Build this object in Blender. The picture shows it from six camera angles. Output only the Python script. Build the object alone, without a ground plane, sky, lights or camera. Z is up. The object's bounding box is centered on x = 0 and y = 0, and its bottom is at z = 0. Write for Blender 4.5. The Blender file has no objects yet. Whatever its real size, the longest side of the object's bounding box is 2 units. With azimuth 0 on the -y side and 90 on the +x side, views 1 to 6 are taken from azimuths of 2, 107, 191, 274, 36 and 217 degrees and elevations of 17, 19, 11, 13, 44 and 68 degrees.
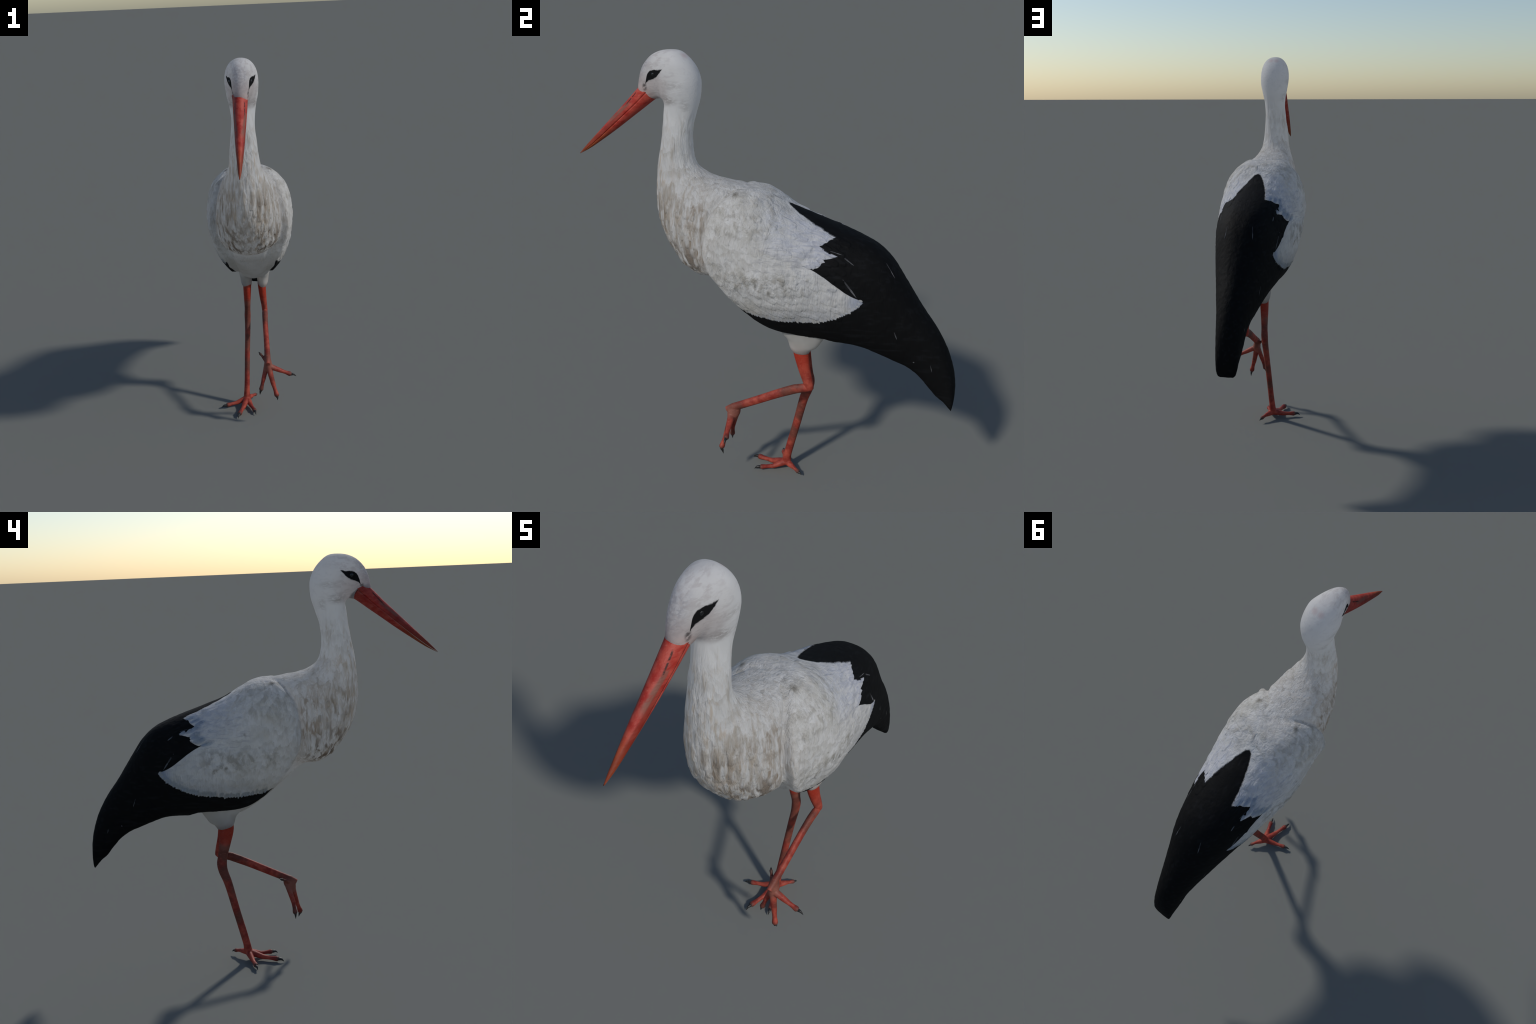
"""A white stork walking with one leg lifted.  Metres, z up, the bird faces -y."""
import bpy, bmesh, math
import numpy as np
from mathutils import Matrix, Vector, noise
from mathutils.bvhtree import BVHTree

# ------------------------------------------------------------------ helpers
def spline(rows, count):
    """Smooth (centripetal Catmull-Rom) resampling of control rows; the first
    three columns set the spacing."""
    P = np.array(rows, float)
    P = np.vstack([2 * P[0] - P[1], P, 2 * P[-1] - P[-2]])
    k = np.maximum(np.linalg.norm(np.diff(P[:, :3], axis=0), axis=1), 1e-4) ** 0.5
    t = np.concatenate([[0], np.cumsum(k)])
    length = np.linalg.norm(np.diff(P[1:-1, :3], axis=0), axis=1)
    s = np.concatenate([[0], np.cumsum(length)])
    out = []
    for q in np.linspace(0, s[-1], count):
        i = min(max(np.searchsorted(s, q) - 1, 0), len(s) - 2)
        f = (q - s[i]) / max(s[i + 1] - s[i], 1e-9)
        t0, t1, t2, t3 = t[i:i + 4]
        u = t1 + f * (t2 - t1)
        a1 = (t1 - u) / (t1 - t0) * P[i] + (u - t0) / (t1 - t0) * P[i + 1]
        a2 = (t2 - u) / (t2 - t1) * P[i + 1] + (u - t1) / (t2 - t1) * P[i + 2]
        a3 = (t3 - u) / (t3 - t2) * P[i + 2] + (u - t2) / (t3 - t2) * P[i + 3]
        b1 = (t2 - u) / (t2 - t0) * a1 + (u - t0) / (t2 - t0) * a2
        b2 = (t3 - u) / (t3 - t1) * a2 + (u - t1) / (t3 - t1) * a3
        out.append((t2 - u) / (t2 - t1) * b1 + (u - t1) / (t2 - t1) * b2)
    return np.array(out)


def mesh_from(verts, faces, name):
    me = bpy.data.meshes.new(name)
    me.from_pydata([tuple(map(float, v)) for v in verts], [], faces)
    me.validate()
    bm = bmesh.new(); bm.from_mesh(me)
    bmesh.ops.recalc_face_normals(bm, faces=bm.faces)
    bm.to_mesh(me); bm.free()
    return me


def skin_rings(rings, name, cap=True):
    n = len(rings[0])
    verts = [p for r in rings for p in r]
    faces = []
    for i in range(len(rings) - 1):
        for j in range(n):
            a, b = i * n + j, i * n + (j + 1) % n
            faces.append((a, b, b + n, a + n))
    if cap:
        faces.append(tuple(range(n - 1, -1, -1)))
        m = (len(rings) - 1) * n
        faces.append(tuple(range(m, m + n)))
    return mesh_from(verts, faces, name)


def body_loft(rows, count, name, around=64, hollow=0.0):
    """rows: Dy Dz Vy Vz  half_width  widest(0 back..1 belly)  upper_exp  lower_exp.
    Every section lies in the plane through its back and belly points and the x axis."""
    S = np.array(rows, float)
    mid = np.column_stack([(S[:, 0] + S[:, 2]) / 2, (S[:, 1] + S[:, 3]) / 2, np.zeros(len(S))])
    # spacing from the mean of dorsal and ventral travel
    key = np.column_stack([S[:, 0] + S[:, 2], S[:, 1] + S[:, 3], S[:, 0] - S[:, 2]]) * 0.5
    R = spline(np.hstack([key, S]), count)[:, 3:]
    rings = []
    for dy, dz, vy, vz, w, c, nu, nl in R:
        ring = []
        for k in range(around):
            a = 2 * math.pi * k / around
            ca, sa = math.cos(a), math.sin(a)
            n = nu if ca > 0 else nl
            q = abs(ca) ** (2 / n)
            h = c - c * q if ca > 0 else c + (1 - c) * q
            x = math.copysign(abs(sa) ** (2 / n), sa) * w
            if hollow and ca < 0 and dy > .40:           # the closed wing tips arch over an open underside
                h -= hollow * min((dy - .40) / .12, 1) * max(1 - (x / (.72 * w)) ** 2, 0)
            ring.append((x, dy + (vy - dy) * h, dz + (vz - dz) * h))
        rings.append(ring)
    return skin_rings(rings, name)


def tube(rows, count, name, around=20, side=(1, 0, 0)):
    """rows: x y z  half_width_along_side  half_depth ; a rounded limb along a spine."""
    R = spline(rows, count)
    side = Vector(side)
    rings = []
    for i, r in enumerate(R):
        p = Vector(r[:3])
        t = (Vector(R[min(i + 1, count - 1)][:3]) - Vector(R[max(i - 1, 0)][:3])).normalized()
        u = (side - t * side.dot(t)).normalized()
        v = t.cross(u)
        rings.append([p + u * (r[3] * math.cos(a)) + v * (r[4] * math.sin(a))
                      for a in (2 * math.pi * k / around for k in range(around))])
    return skin_rings(rings, name)


def temp_object(me):
    ob = bpy.data.objects.new(me.name, me)
    bpy.context.scene.collection.objects.link(ob)
    return ob


def evaluated_mesh(ob, name):
    bpy.context.view_layer.update()
    dg = bpy.context.evaluated_depsgraph_get()
    me = bpy.data.meshes.new_from_object(ob.evaluated_get(dg), depsgraph=dg)
    me.name = name
    return me


def fuse(meshes, voxel, smooth, name, factor=0.5):
    """Weld closed meshes into one skin and relax it."""
    bm = bmesh.new()
    for me in meshes:
        bm.from_mesh(me)
    me = bpy.data.meshes.new(name); bm.to_mesh(me); bm.free()
    ob = temp_object(me)
    m = ob.modifiers.new("weld", "REMESH"); m.mode = "VOXEL"; m.voxel_size = voxel
    m = ob.modifiers.new("relax", "SMOOTH"); m.factor = factor; m.iterations = smooth
    out = evaluated_mesh(ob, name)
    bpy.data.objects.remove(ob)
    return out


def bvh(me):
    return BVHTree.FromPolygons([v.co for v in me.vertices], [p.vertices[:] for p in me.polygons])


def coords(me):
    v = np.empty(len(me.vertices) * 3, np.float32)
    me.vertices.foreach_get("co", v)
    return v.reshape(-1, 3).astype(float)


def finish(name, me, material, parent, kind=None):
    ob = bpy.data.objects.new(name, me)
    bpy.context.scene.collection.objects.link(ob)
    if material:
        me.materials.clear(); me.materials.append(material)
    if parent:
        ob.parent = parent
    if kind:
        ob["kind"] = kind
    for p in me.polygons:
        p.use_smooth = True
    return ob


def split_parts(me, label, names, material, parents):
    """Cut one smooth skin into named parts: shared borders, the whole skin's normals."""
    normals = np.empty(len(me.vertices) * 3, np.float32)
    me.vertices.foreach_get("normal", normals)
    normals = normals.reshape(-1, 3)
    co = coords(me)
    made = {}
    polys = [p.vertices[:] for p in me.polygons]
    for key, name in names.items():
        mine = [polys[i] for i in np.nonzero(label == key)[0]]
        if not mine:
            continue
        used = np.unique(np.concatenate([np.array(f) for f in mine]))
        lut = {int(v): i for i, v in enumerate(used)}
        part = bpy.data.meshes.new(name)
        part.from_pydata([tuple(co[v]) for v in used], [], [tuple(lut[v] for v in f) for f in mine])
        ob = finish(name, part, material[key] if isinstance(material, dict) else material,
                    parents[key] if isinstance(parents, dict) else parents)
        part.normals_split_custom_set_from_vertices([tuple(normals[v]) for v in used])
        made[key] = ob
    return made


# ------------------------------------------------------------------ materials
class Nodes:
    """Small helper to write shader maths as expressions."""
    def __init__(self, name):
        self.mat = bpy.data.materials.new(name); self.mat.use_nodes = True
        self.nt = self.mat.node_tree; self.nt.nodes.clear()
        self.co = self.nt.nodes.new("ShaderNodeTexCoord").outputs["Object"]
        self.x, self.y, self.z = self.split(self.co)

    def put(self, socket, v):
        if isinstance(v, bpy.types.NodeSocket):
            self.nt.links.new(v, socket)
        elif isinstance(v, (tuple, list)):
            socket.default_value = (*v, 1) if len(v) == 3 and socket.type == "RGBA" else v
        else:
            socket.default_value = v

    def op(self, kind, a, b=0.0, clamp=False):
        n = self.nt.nodes.new("ShaderNodeMath"); n.operation = kind; n.use_clamp = clamp
        self.put(n.inputs[0], a); self.put(n.inputs[1], b)
        return n.outputs[0]

    def add(self, a, b): return self.op("ADD", a, b)
    def sub(self, a, b): return self.op("SUBTRACT", a, b)
    def mul(self, *v):
        out = v[0]
        for q in v[1:]:
            out = self.op("MULTIPLY", out, q)
        return out
    def inv(self, a): return self.op("SUBTRACT", 1.0, a, True)
    def either(self, *v):
        out = v[0]
        for q in v[1:]:
            out = self.op("MAXIMUM", out, q)
        return out
    def absolute(self, a): return self.op("ABSOLUTE", a)

    def split(self, v):
        n = self.nt.nodes.new("ShaderNodeSeparateXYZ"); self.put(n.inputs[0], v)
        return n.outputs[0], n.outputs[1], n.outputs[2]

    def vec(self, x, y, z):
        n = self.nt.nodes.new("ShaderNodeCombineXYZ")
        for s, v in zip(n.inputs, (x, y, z)):
            self.put(s, v)
        return n.outputs[0]

    def stretch(self, scale, turn=(0, 0, 0), source=None):
        n = self.nt.nodes.new("ShaderNodeMapping")
        self.put(n.inputs[0], source or self.co)
        n.inputs["Rotation"].default_value = turn; n.inputs["Scale"].default_value = scale
        return n.outputs[0]

    def noise(self, v, scale=1.0, detail=2.0, rough=0.5, warp=0.0):
        n = self.nt.nodes.new("ShaderNodeTexNoise")
        self.put(n.inputs["Vector"], v)
        n.inputs["Scale"].default_value = scale; n.inputs["Detail"].default_value = detail
        n.inputs["Roughness"].default_value = rough; n.inputs["Distortion"].default_value = warp
        return n.outputs[0]

    def cells(self, v, scale=1.0, feature="F1", rand=1.0):
        n = self.nt.nodes.new("ShaderNodeTexVoronoi"); n.feature = feature
        self.put(n.inputs["Vector"], v)
        n.inputs["Scale"].default_value = scale; n.inputs["Randomness"].default_value = rand
        return n.outputs["Distance"]

    def step(self, v, lo, hi):
        """0 below lo, 1 above hi (reversed when lo > hi)."""
        n = self.nt.nodes.new("ShaderNodeMapRange"); n.interpolation_type = "SMOOTHSTEP"
        self.put(n.inputs[0], v)
        a, b, p, q = (lo, hi, 0.0, 1.0) if lo < hi else (hi, lo, 1.0, 0.0)
        for s, w in zip(n.inputs[1:5], (a, b, p, q)):
            s.default_value = w
        return n.outputs[0]

    def band(self, v, a, b, c, d): return self.mul(self.step(v, a, b), self.step(v, d, c))

    def curve(self, v, pts):
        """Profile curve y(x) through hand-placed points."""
        xs, ys = [p[0] for p in pts], [p[1] for p in pts]
        x0, x1, y0, y1 = min(xs), max(xs), min(ys), max(ys)
        n = self.nt.nodes.new("ShaderNodeFloatCurve")
        m = n.mapping; c = m.curves[0]
        want = [((x - x0) / (x1 - x0), (y - y0) / (y1 - y0)) for x, y in sorted(pts)]
        while len(c.points) < len(want):
            c.points.new(.5, .5)
        for p, w in zip(c.points, want):
            p.location = w; p.handle_type = "VECTOR" if len(want) > 9 else "AUTO"
        m.update()
        self.put(n.inputs["Value"], self.op("DIVIDE", self.sub(v, x0), x1 - x0, True))
        return self.add(self.mul(n.outputs[0], y1 - y0), y0)

    def mix(self, f, a, b, kind="MIX"):
        n = self.nt.nodes.new("ShaderNodeMix"); n.data_type = "RGBA"; n.blend_type = kind
        self.put(n.inputs[0], f); self.put(n.inputs[6], a); self.put(n.inputs[7], b)
        return n.outputs[2]

    def spot(self, px, py, pz, r0, r1, squash=(1, 1, 1), source=None):
        """1 inside a soft ellipsoid round a place on the body."""
        n = self.nt.nodes.new("ShaderNodeVectorMath"); n.operation = "DISTANCE"
        k = self.nt.nodes.new("ShaderNodeVectorMath"); k.operation = "MULTIPLY"
        self.put(k.inputs[0], source or self.co); k.inputs[1].default_value = squash
        self.nt.links.new(k.outputs[0], n.inputs[0])
        n.inputs[1].default_value = (px * squash[0], py * squash[1], pz * squash[2])
        return self.step(n.outputs["Value"], r1, r0)

    def surface(self, colour, rough=0.75, height=None, depth=0.002, through=0.54, gloss=0.25, coat=0.0):
        nt = self.nt
        out = nt.nodes.new("ShaderNodeOutputMaterial")
        p = nt.nodes.new("ShaderNodeBsdfPrincipled")
        self.put(p.inputs["Base Color"], colour); self.put(p.inputs["Roughness"], rough)
        p.inputs["Specular IOR Level"].default_value = gloss
        p.inputs["Coat Weight"].default_value = coat
        normal = None
        if height is not None:
            b = nt.nodes.new("ShaderNodeBump"); b.inputs["Distance"].default_value = depth
            b.inputs["Strength"].default_value = 1.0
            self.put(b.inputs["Height"], height); normal = b.outputs[0]
            nt.links.new(normal, p.inputs["Normal"])
        if through:
            t = nt.nodes.new("ShaderNodeBsdfTranslucent"); self.put(t.inputs[0], colour)
            if normal:
                nt.links.new(normal, t.inputs["Normal"])
            m = nt.nodes.new("ShaderNodeMixShader"); m.inputs[0].default_value = through
            nt.links.new(p.outputs[0], m.inputs[1]); nt.links.new(t.outputs[0], m.inputs[2])
            nt.links.new(m.outputs[0], out.inputs[0])
        else:
            nt.links.new(p.outputs[0], out.inputs[0])
        return self.mat


WHITE, GREY, BROWN, TAN = (.80, .795, .79), (.46, .445, .42), (.23, .172, .120), (.58, .475, .365)
BLUISH, BLACK = (.60, .63, .725), (.0065, .0068, .0075)


def painted_feather_shading(N, turn, length, width):
    """Relief shading painted per feather: 0 at the pale tip, 1 in the darkened overlap."""
    m = N.nt.nodes.new("ShaderNodeMapping"); m.vector_type = "TEXTURE"      # turn first, then stretch
    N.nt.links.new(N.co, m.inputs[0])
    m.inputs["Rotation"].default_value = (math.radians(turn), 0, 0)
    m.inputs["Scale"].default_value = (width, length, width)
    v = m.outputs[0]
    v = N.add_vec(v, N.mul(N.sub(N.noise(N.co, 30.0, 2.0, .5), .5), .8))
    n = N.nt.nodes.new("ShaderNodeTexVoronoi"); n.feature = "F1"
    n.inputs["Scale"].default_value = 1.0; n.inputs["Randomness"].default_value = .85
    N.nt.links.new(v, n.inputs["Vector"])
    along = N.sub(N.split(v)[1], N.split(n.outputs["Position"])[1])
    own = N.split(n.outputs["Color"])[0]
    return N.step(N.add(along, N.mul(N.sub(own, .5), .4)), .22, -.50), own


def white_feathers(N):
    """Dirty white body feathers: colour and relief, the same on every part."""
    ax = N.absolute(N.x)
    # streaks that run down neck and breast, spreading sideways over the flanks
    flow = N.stretch((62, 40, 11), (math.radians(-12), 0, 0))
    streak = N.noise(flow, 1.0, 3.0, .55, .6)
    fine = N.noise(N.stretch((260, 200, 45), (math.radians(-12), 0, 0)), 1.0, 2.0, .5, .3)
    blot = N.noise(N.co, 9.0, 2.0, .5)
    # rows of breast feathers
    scales = N.cells(N.add_vec(N.stretch((42, 42, 17), (math.radians(-14), 0, 0)), N.mul(N.sub(streak, .5), 1.5)), 1.0)
    front = N.step(N.y, -.17, -.30)
    breast = N.mul(front, N.band(N.z, .98, 1.06, 1.30, 1.44))
    low_neck = N.mul(front, N.band(N.z, 1.30, 1.38, 1.55, 1.78))
    colour = N.mix(N.mul(N.step(blot, .42, .70), .35), WHITE, (.68, .67, .655))
    # tan streaks on the neck front
    neck_dirt = N.mul(low_neck, N.step(streak, .50, .66), N.step(N.y, -.34, -.44))
    colour = N.mix(N.mul(neck_dirt, .65), colour, TAN)
    tress = N.noise(N.stretch((48, 34, 7), (math.radians(-8), 0, 0)), 1.0, 4.0, .62, .9)
    neck_grey = N.mul(N.step(N.y, -.26, -.36), N.band(N.z, 1.20, 1.34, 1.66, 1.80), N.step(tress, .50, .68))
    colour = N.mix(N.mul(neck_grey, .55), colour, (.47, .42, .355))
    veil = N.mul(N.step(N.y, -.10, -.28), N.band(N.z, .99, 1.04, 1.36, 1.58), N.step(tress, .38, .62))
    colour = N.mix(N.mul(veil, .55), colour, (.46, .395, .32))
    # breast: brown gaps between pale feather tips, strongest beside the midline and low down
    lane = N.band(ax, .015, .06, .10, .155)
    lower = N.step(N.z, 1.34, 1.10)
    gap = N.step(N.add(scales, N.mul(N.sub(streak, .5), 1.2)), .40, .80)
    stain = N.mul(breast, gap, N.add(.30, N.mul(.70, N.either(lane, N.mul(lower, .7)))))
    colour = N.mix(N.mul(stain, .62), colour, N.mix(N.step(blot, .40, .62), BROWN, TAN))
    soft = N.mul(breast, N.step(streak, .52, .70), N.add(.25, N.mul(.6, lane)))
    colour = N.mix(N.mul(soft, .72), colour, (.30, .235, .175))
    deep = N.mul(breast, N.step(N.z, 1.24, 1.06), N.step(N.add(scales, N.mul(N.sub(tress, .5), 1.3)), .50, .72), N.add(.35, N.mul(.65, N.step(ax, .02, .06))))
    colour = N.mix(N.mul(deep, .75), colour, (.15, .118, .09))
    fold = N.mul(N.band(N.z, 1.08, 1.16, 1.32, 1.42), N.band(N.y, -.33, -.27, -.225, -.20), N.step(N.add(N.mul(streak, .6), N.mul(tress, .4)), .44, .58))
    colour = N.mix(N.mul(fold, .70), colour, (.33, .25, .18))  # breast darkened here so the crease before the wing shows
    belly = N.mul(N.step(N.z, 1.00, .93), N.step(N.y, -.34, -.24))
    hem = N.mul(N.step(N.z, .725, .700), N.add(.4, N.mul(.6, N.step(fine, .35, .6))))  # shadow at the bottom of the thigh feathers, painted as a grey edge
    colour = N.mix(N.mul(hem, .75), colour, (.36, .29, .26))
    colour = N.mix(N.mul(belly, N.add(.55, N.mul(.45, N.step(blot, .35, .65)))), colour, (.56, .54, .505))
    hung, own = painted_feather_shading(N, -80, .060, .019)
    coat = N.mul(N.step(N.y, .10, -.12), N.step(N.z, 1.76, 1.55), N.step(N.z, .98, 1.03))
    colour = N.mix(N.mul(coat, hung, N.add(.16, N.mul(.30, own))), colour, (.42, .385, .34))  # neck and breast greyed with drawn feather shading
    height = N.add(N.mul(breast, N.sub(.8, scales), 1.1), N.mul(N.add(N.mul(streak, 1.0), N.add(N.mul(tress, 1.6), N.mul(fine, .35))), N.step(N.y, .05, -.15), N.step(N.z, 1.78, 1.66)))
    return colour, height, streak, fine, blot


def add_vec(self, v, s):
    n = self.nt.nodes.new("ShaderNodeVectorMath"); n.operation = "ADD"
    self.put(n.inputs[0], v); self.put(n.inputs[1], self.vec(s, s, s))
    return n.outputs[0]
Nodes.add_vec = add_vec


def head_material():
    N = Nodes("head_plumage")
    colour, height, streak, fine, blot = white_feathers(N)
    ax = N.absolute(N.sub(N.x, .003))
    hair = N.noise(N.stretch((110, 38, 120), (math.radians(30), 0, 0)), 1.0, 3.0, .55, .4)
    # grey forehead and rosy cheek
    brow = N.mul(N.step(N.y, -.42, -.50), N.step(ax, .044, .020), N.band(N.z, 1.84, 1.88, 1.95, 1.99))
    colour = N.mix(N.mul(brow, N.add(.45, N.mul(.55, N.step(hair, .35, .65))), .75), colour, (.36, .36, .40))
    cheek = N.mul(N.step(N.y, -.36, -.45), N.step(N.z, 1.93, 1.86), N.step(N.z, 1.76, 1.80))
    colour = N.mix(N.mul(cheek, .55), colour, (.56, .48, .46))
    jaw = N.either(N.spot(.06, -.395, 1.797, .004, .050, (.4, .8, 1.5)), N.spot(-.06, -.395, 1.797, .004, .050, (.4, .8, 1.5)),
                   N.mul(.6, N.spot(.07, -.36, 1.860, .004, .055, (.3, .8, 2.0))), N.mul(.6, N.spot(-.07, -.36, 1.860, .004, .055, (.3, .8, 2.0))),
                   N.mul(.5, N.spot(.05, -.325, 1.775, .004, .045, (.3, 1.4, .9))), N.mul(.5, N.spot(-.05, -.325, 1.775, .004, .045, (.3, 1.4, .9))))
    colour = N.mix(N.mul(jaw, N.step(hair, .30, .62), .62), colour, (.27, .245, .225))
    mott = N.noise(N.stretch((60, 26, 60), (math.radians(30), 0, 0)), 1.0, 3.0, .6, .5)
    face = N.mul(N.step(N.y, -.33, -.44), N.step(N.z, 1.755, 1.80))
    colour = N.mix(N.mul(face, N.add(.2, N.mul(.8, N.step(mott, .42, .66))), .5), colour, (.48, .43, .425))
    colour = N.mix(N.mul(N.step(N.y, -.42, -.36), N.step(N.z, 1.78, 1.84), N.step(mott, .50, .70), .25), colour, (.60, .58, .60))
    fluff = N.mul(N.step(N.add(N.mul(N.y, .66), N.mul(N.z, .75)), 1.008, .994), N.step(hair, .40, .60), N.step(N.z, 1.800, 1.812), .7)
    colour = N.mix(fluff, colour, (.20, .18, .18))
    crown = N.either(N.spot(.018, -.335, 1.975, .004, .024), N.spot(-.012, -.335, 1.975, .004, .024))
    colour = N.mix(N.mul(crown, .5), colour, (.66, .50, .50))
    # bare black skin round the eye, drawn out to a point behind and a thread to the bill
    rag = N.mul(N.sub(hair, .5), .010)
    top = N.curve(N.y, [(-.506, 1.860), (-.501, 1.879), (-.495, 1.897), (-.488, 1.908), (-.478, 1.9155), (-.462, 1.920), (-.447, 1.9205), (-.434, 1.9205), (-.421, 1.9235), (-.411, 1.9255)])
    low = N.curve(N.y, [(-.506, 1.854), (-.501, 1.863), (-.495, 1.869), (-.488, 1.873), (-.478, 1.876), (-.462, 1.8815), (-.447, 1.889), (-.434, 1.901), (-.421, 1.9155), (-.411, 1.9255)])
    zz = N.add(N.z, rag)
    skin = N.mul(N.step(N.sub(top, zz), -.0020, .0026), N.step(N.sub(zz, low), -.0030, .0026), N.band(N.y, -.507, -.504, -.412, -.410), N.step(ax, .012, .016))
    lore = N.mul(N.either(N.spot(.030, -.511, 1.846, .004, .022, (.5, 1.3, .8)), N.spot(-.025, -.511, 1.846, .004, .022, (.5, 1.3, .8))), N.step(hair, .30, .60), .9)
    colour = N.mix(lore, colour, (.045, .038, .035))
    colour = N.mix(skin, colour, (.008, .008, .009))
    return N.surface(colour, .8, N.add(height, N.mul(hair, .22, N.step(N.z, 1.76, 1.81))), .0060, .58)


def body_material():
    N = Nodes("breast_plumage")
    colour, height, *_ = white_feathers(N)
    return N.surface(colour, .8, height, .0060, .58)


def wing_material():
    N = Nodes("wing_plumage")
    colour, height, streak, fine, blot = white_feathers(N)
    ax = N.absolute(N.add(N.x, .002))
    # feather lie: backwards and down along the wing
    lie = N.stretch((60, 16, 75), (math.radians(38), 0, 0))
    vane = N.noise(lie, 1.0, 3.0, .55, .5)
    hang = N.noise(N.stretch((90, 120, 22)), 1.0, 3.0, .6, .4)
    lump = N.noise(N.stretch((24, 30, 22)), 1.0, 3.0, .55, .3)
    # baked-in sky blue tinting the scapulars, grey-olive dirt on the lesser coverts
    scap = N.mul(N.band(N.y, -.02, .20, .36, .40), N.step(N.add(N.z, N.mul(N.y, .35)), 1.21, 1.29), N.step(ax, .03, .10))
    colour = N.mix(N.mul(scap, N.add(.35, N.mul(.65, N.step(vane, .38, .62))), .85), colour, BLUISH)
    colour = N.mix(N.mul(N.step(N.y, -.02, .08), N.band(N.z, .86, .9, .93, .99), .45), colour, (.60, .63, .70))
    tip_lobe = N.spot(.15, .46, 1.0, .01, .07, (.3, 1, 1))
    colour = N.mix(N.mul(N.either(tip_lobe, N.spot(-.15, .46, 1.0, .01, .07, (.3, 1, 1))), .7), colour, (.40, .46, .62))
    mid = N.mul(N.band(N.z, .98, 1.05, 1.09, 1.16), N.band(N.y, -.16, -.08, .20, .33))
    high = N.mul(N.band(N.z, 1.24, 1.30, 1.40, 1.46), N.band(N.y, -.20, -.14, .06, .16))
    mottle = N.mul(N.either(mid, N.mul(high, .8), .15), N.step(lump, .44, .68))
    colour = N.mix(N.mul(mottle, .68), colour, (.31, .285, .24))
    haze = N.mul(N.step(N.y, .30, .05), N.step(blot, .40, .62), N.step(N.y, -.25, -.1))
    colour = N.mix(N.mul(haze, .22), colour, (.58, .56, .50))
    swept, sown = painted_feather_shading(N, -24, .062, .022)
    draped, down = painted_feather_shading(N, -68, .050, .022)
    rear = N.step(N.add(N.y, N.mul(.55, N.sub(N.z, 1.15))), .04, .20)
    tone = N.add(N.mul(rear, swept, N.add(.3, sown)), N.mul(N.inv(rear), draped, N.add(.3, down)))
    colour = N.mix(N.mul(tone, .36, N.step(N.y, -.24, -.16)), colour, N.mix(rear, (.44, .42, .38), (.42, .44, .50)))  # wing contrast raised by shade coloured in behind each feather tip
    plume = N.noise(N.stretch((34, 34, 12), (math.radians(18), 0, 0)), 1.0, 4.0, .6, .8)
    drape = N.mul(N.band(N.y, -.22, -.12, .10, .24), N.step(N.z, 1.14, 1.22), N.step(plume, .46, .66))
    colour = N.mix(N.mul(drape, .28), colour, (.50, .475, .42))
    fan = N.mul(N.band(N.y, -.02, .06, .24, .34), N.band(N.z, 1.10, 1.14, 1.22, 1.30), N.step(vane, .50, .66))
    colour = N.mix(N.mul(fan, .50), colour, (.46, .46, .49))
    fringe = N.mul(N.band(N.z, .86, .90, .98, 1.06), N.step(hang, .48, .66), N.step(N.y, -.10, .0))
    colour = N.mix(N.mul(fringe, .35), colour, (.50, .49, .47))
    dark_spots = N.either(*[N.spot(s * px, py, pz, .002, r, (.5, 1, 1)) for s in (1, -1) for px, py, pz, r in
                      ((.116, -.084, 1.421, .022), (.226, .052, 1.195, .020), (.221, -.012, 1.135, .018), (.200, -.074, 1.082, .014),
                       (.215, .030, 1.060, .018), (.214, .142, 1.042, .014), (.203, .197, 1.019, .026), (.212, .092, 1.032, .016))])
    colour = N.mix(N.mul(dark_spots, N.step(lump, .40, .62), .7), colour, (.17, .155, .13))
    # ---- black flight feathers
    y2 = N.add(N.y, N.mul(N.sub(N.noise(N.stretch((30, 30, 62)), 1.0, 2.0, .6), .5), .045))
    z2 = N.add(N.z, N.add(N.mul(N.sub(hang, .5), .022), N.mul(N.sub(fine, .5), .006)))
    L = N.curve(N.y, [(-.14, .965), (-.10, .935), (-.06, .914), (-.01, .898), (.065, .891), (.14, .888), (.21, .893), (.28, .897), (.35, .918), (.425, .955), (.46, .982), (.482, 1.008)])
    U = N.curve(N.y, [(.195, 1.172), (.207, 1.166), (.269, 1.139), (.318, 1.109), (.370, 1.070), (.408, 1.042), (.440, 1.024), (.482, 1.008)])
    S = N.curve(N.z, [(1.10, .215), (1.14, .262), (1.150, .285), (1.164, .303), (1.185, .318), (1.193, .362), (1.201, .358), (1.208, .325), (1.220, .306), (1.235, .290), (1.247, .318), (1.258, .332), (1.266, .356), (1.40, .370)])
    A = N.curve(N.y, [(.118, .0), (.128, .014), (.145, .024), (.170, .036), (.210, .050), (.250, .064), (.290, .074), (.330, .081), (.355, .086), (.40, .30)])
    lobe = N.mul(N.step(N.sub(z2, L), -.0026, .0026), N.step(N.sub(U, N.z), -.0035, -.0015), N.step(N.sub(.478, y2), -.003, .003))
    slot = N.mul(N.step(N.y, .200, .206), N.mul(N.sub(N.y, .198), .13))
    above = N.mul(N.step(N.sub(N.sub(N.z, U), slot), -.003, -.001), N.step(N.sub(S, N.add(y2, N.mul(N.sub(vane, .5), .016))), -.0025, .0025), N.step(N.sub(z2, L), -.0012, .0012))
    a2 = N.add(ax, N.mul(N.sub(vane, .5), .012))
    back = N.mul(N.step(N.sub(A, N.add(a2, N.mul(N.sub(fine, .5), .010))), -.0040, .0040), N.step(N.z, 1.18, 1.2), N.step(N.y, .116, .119))
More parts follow.
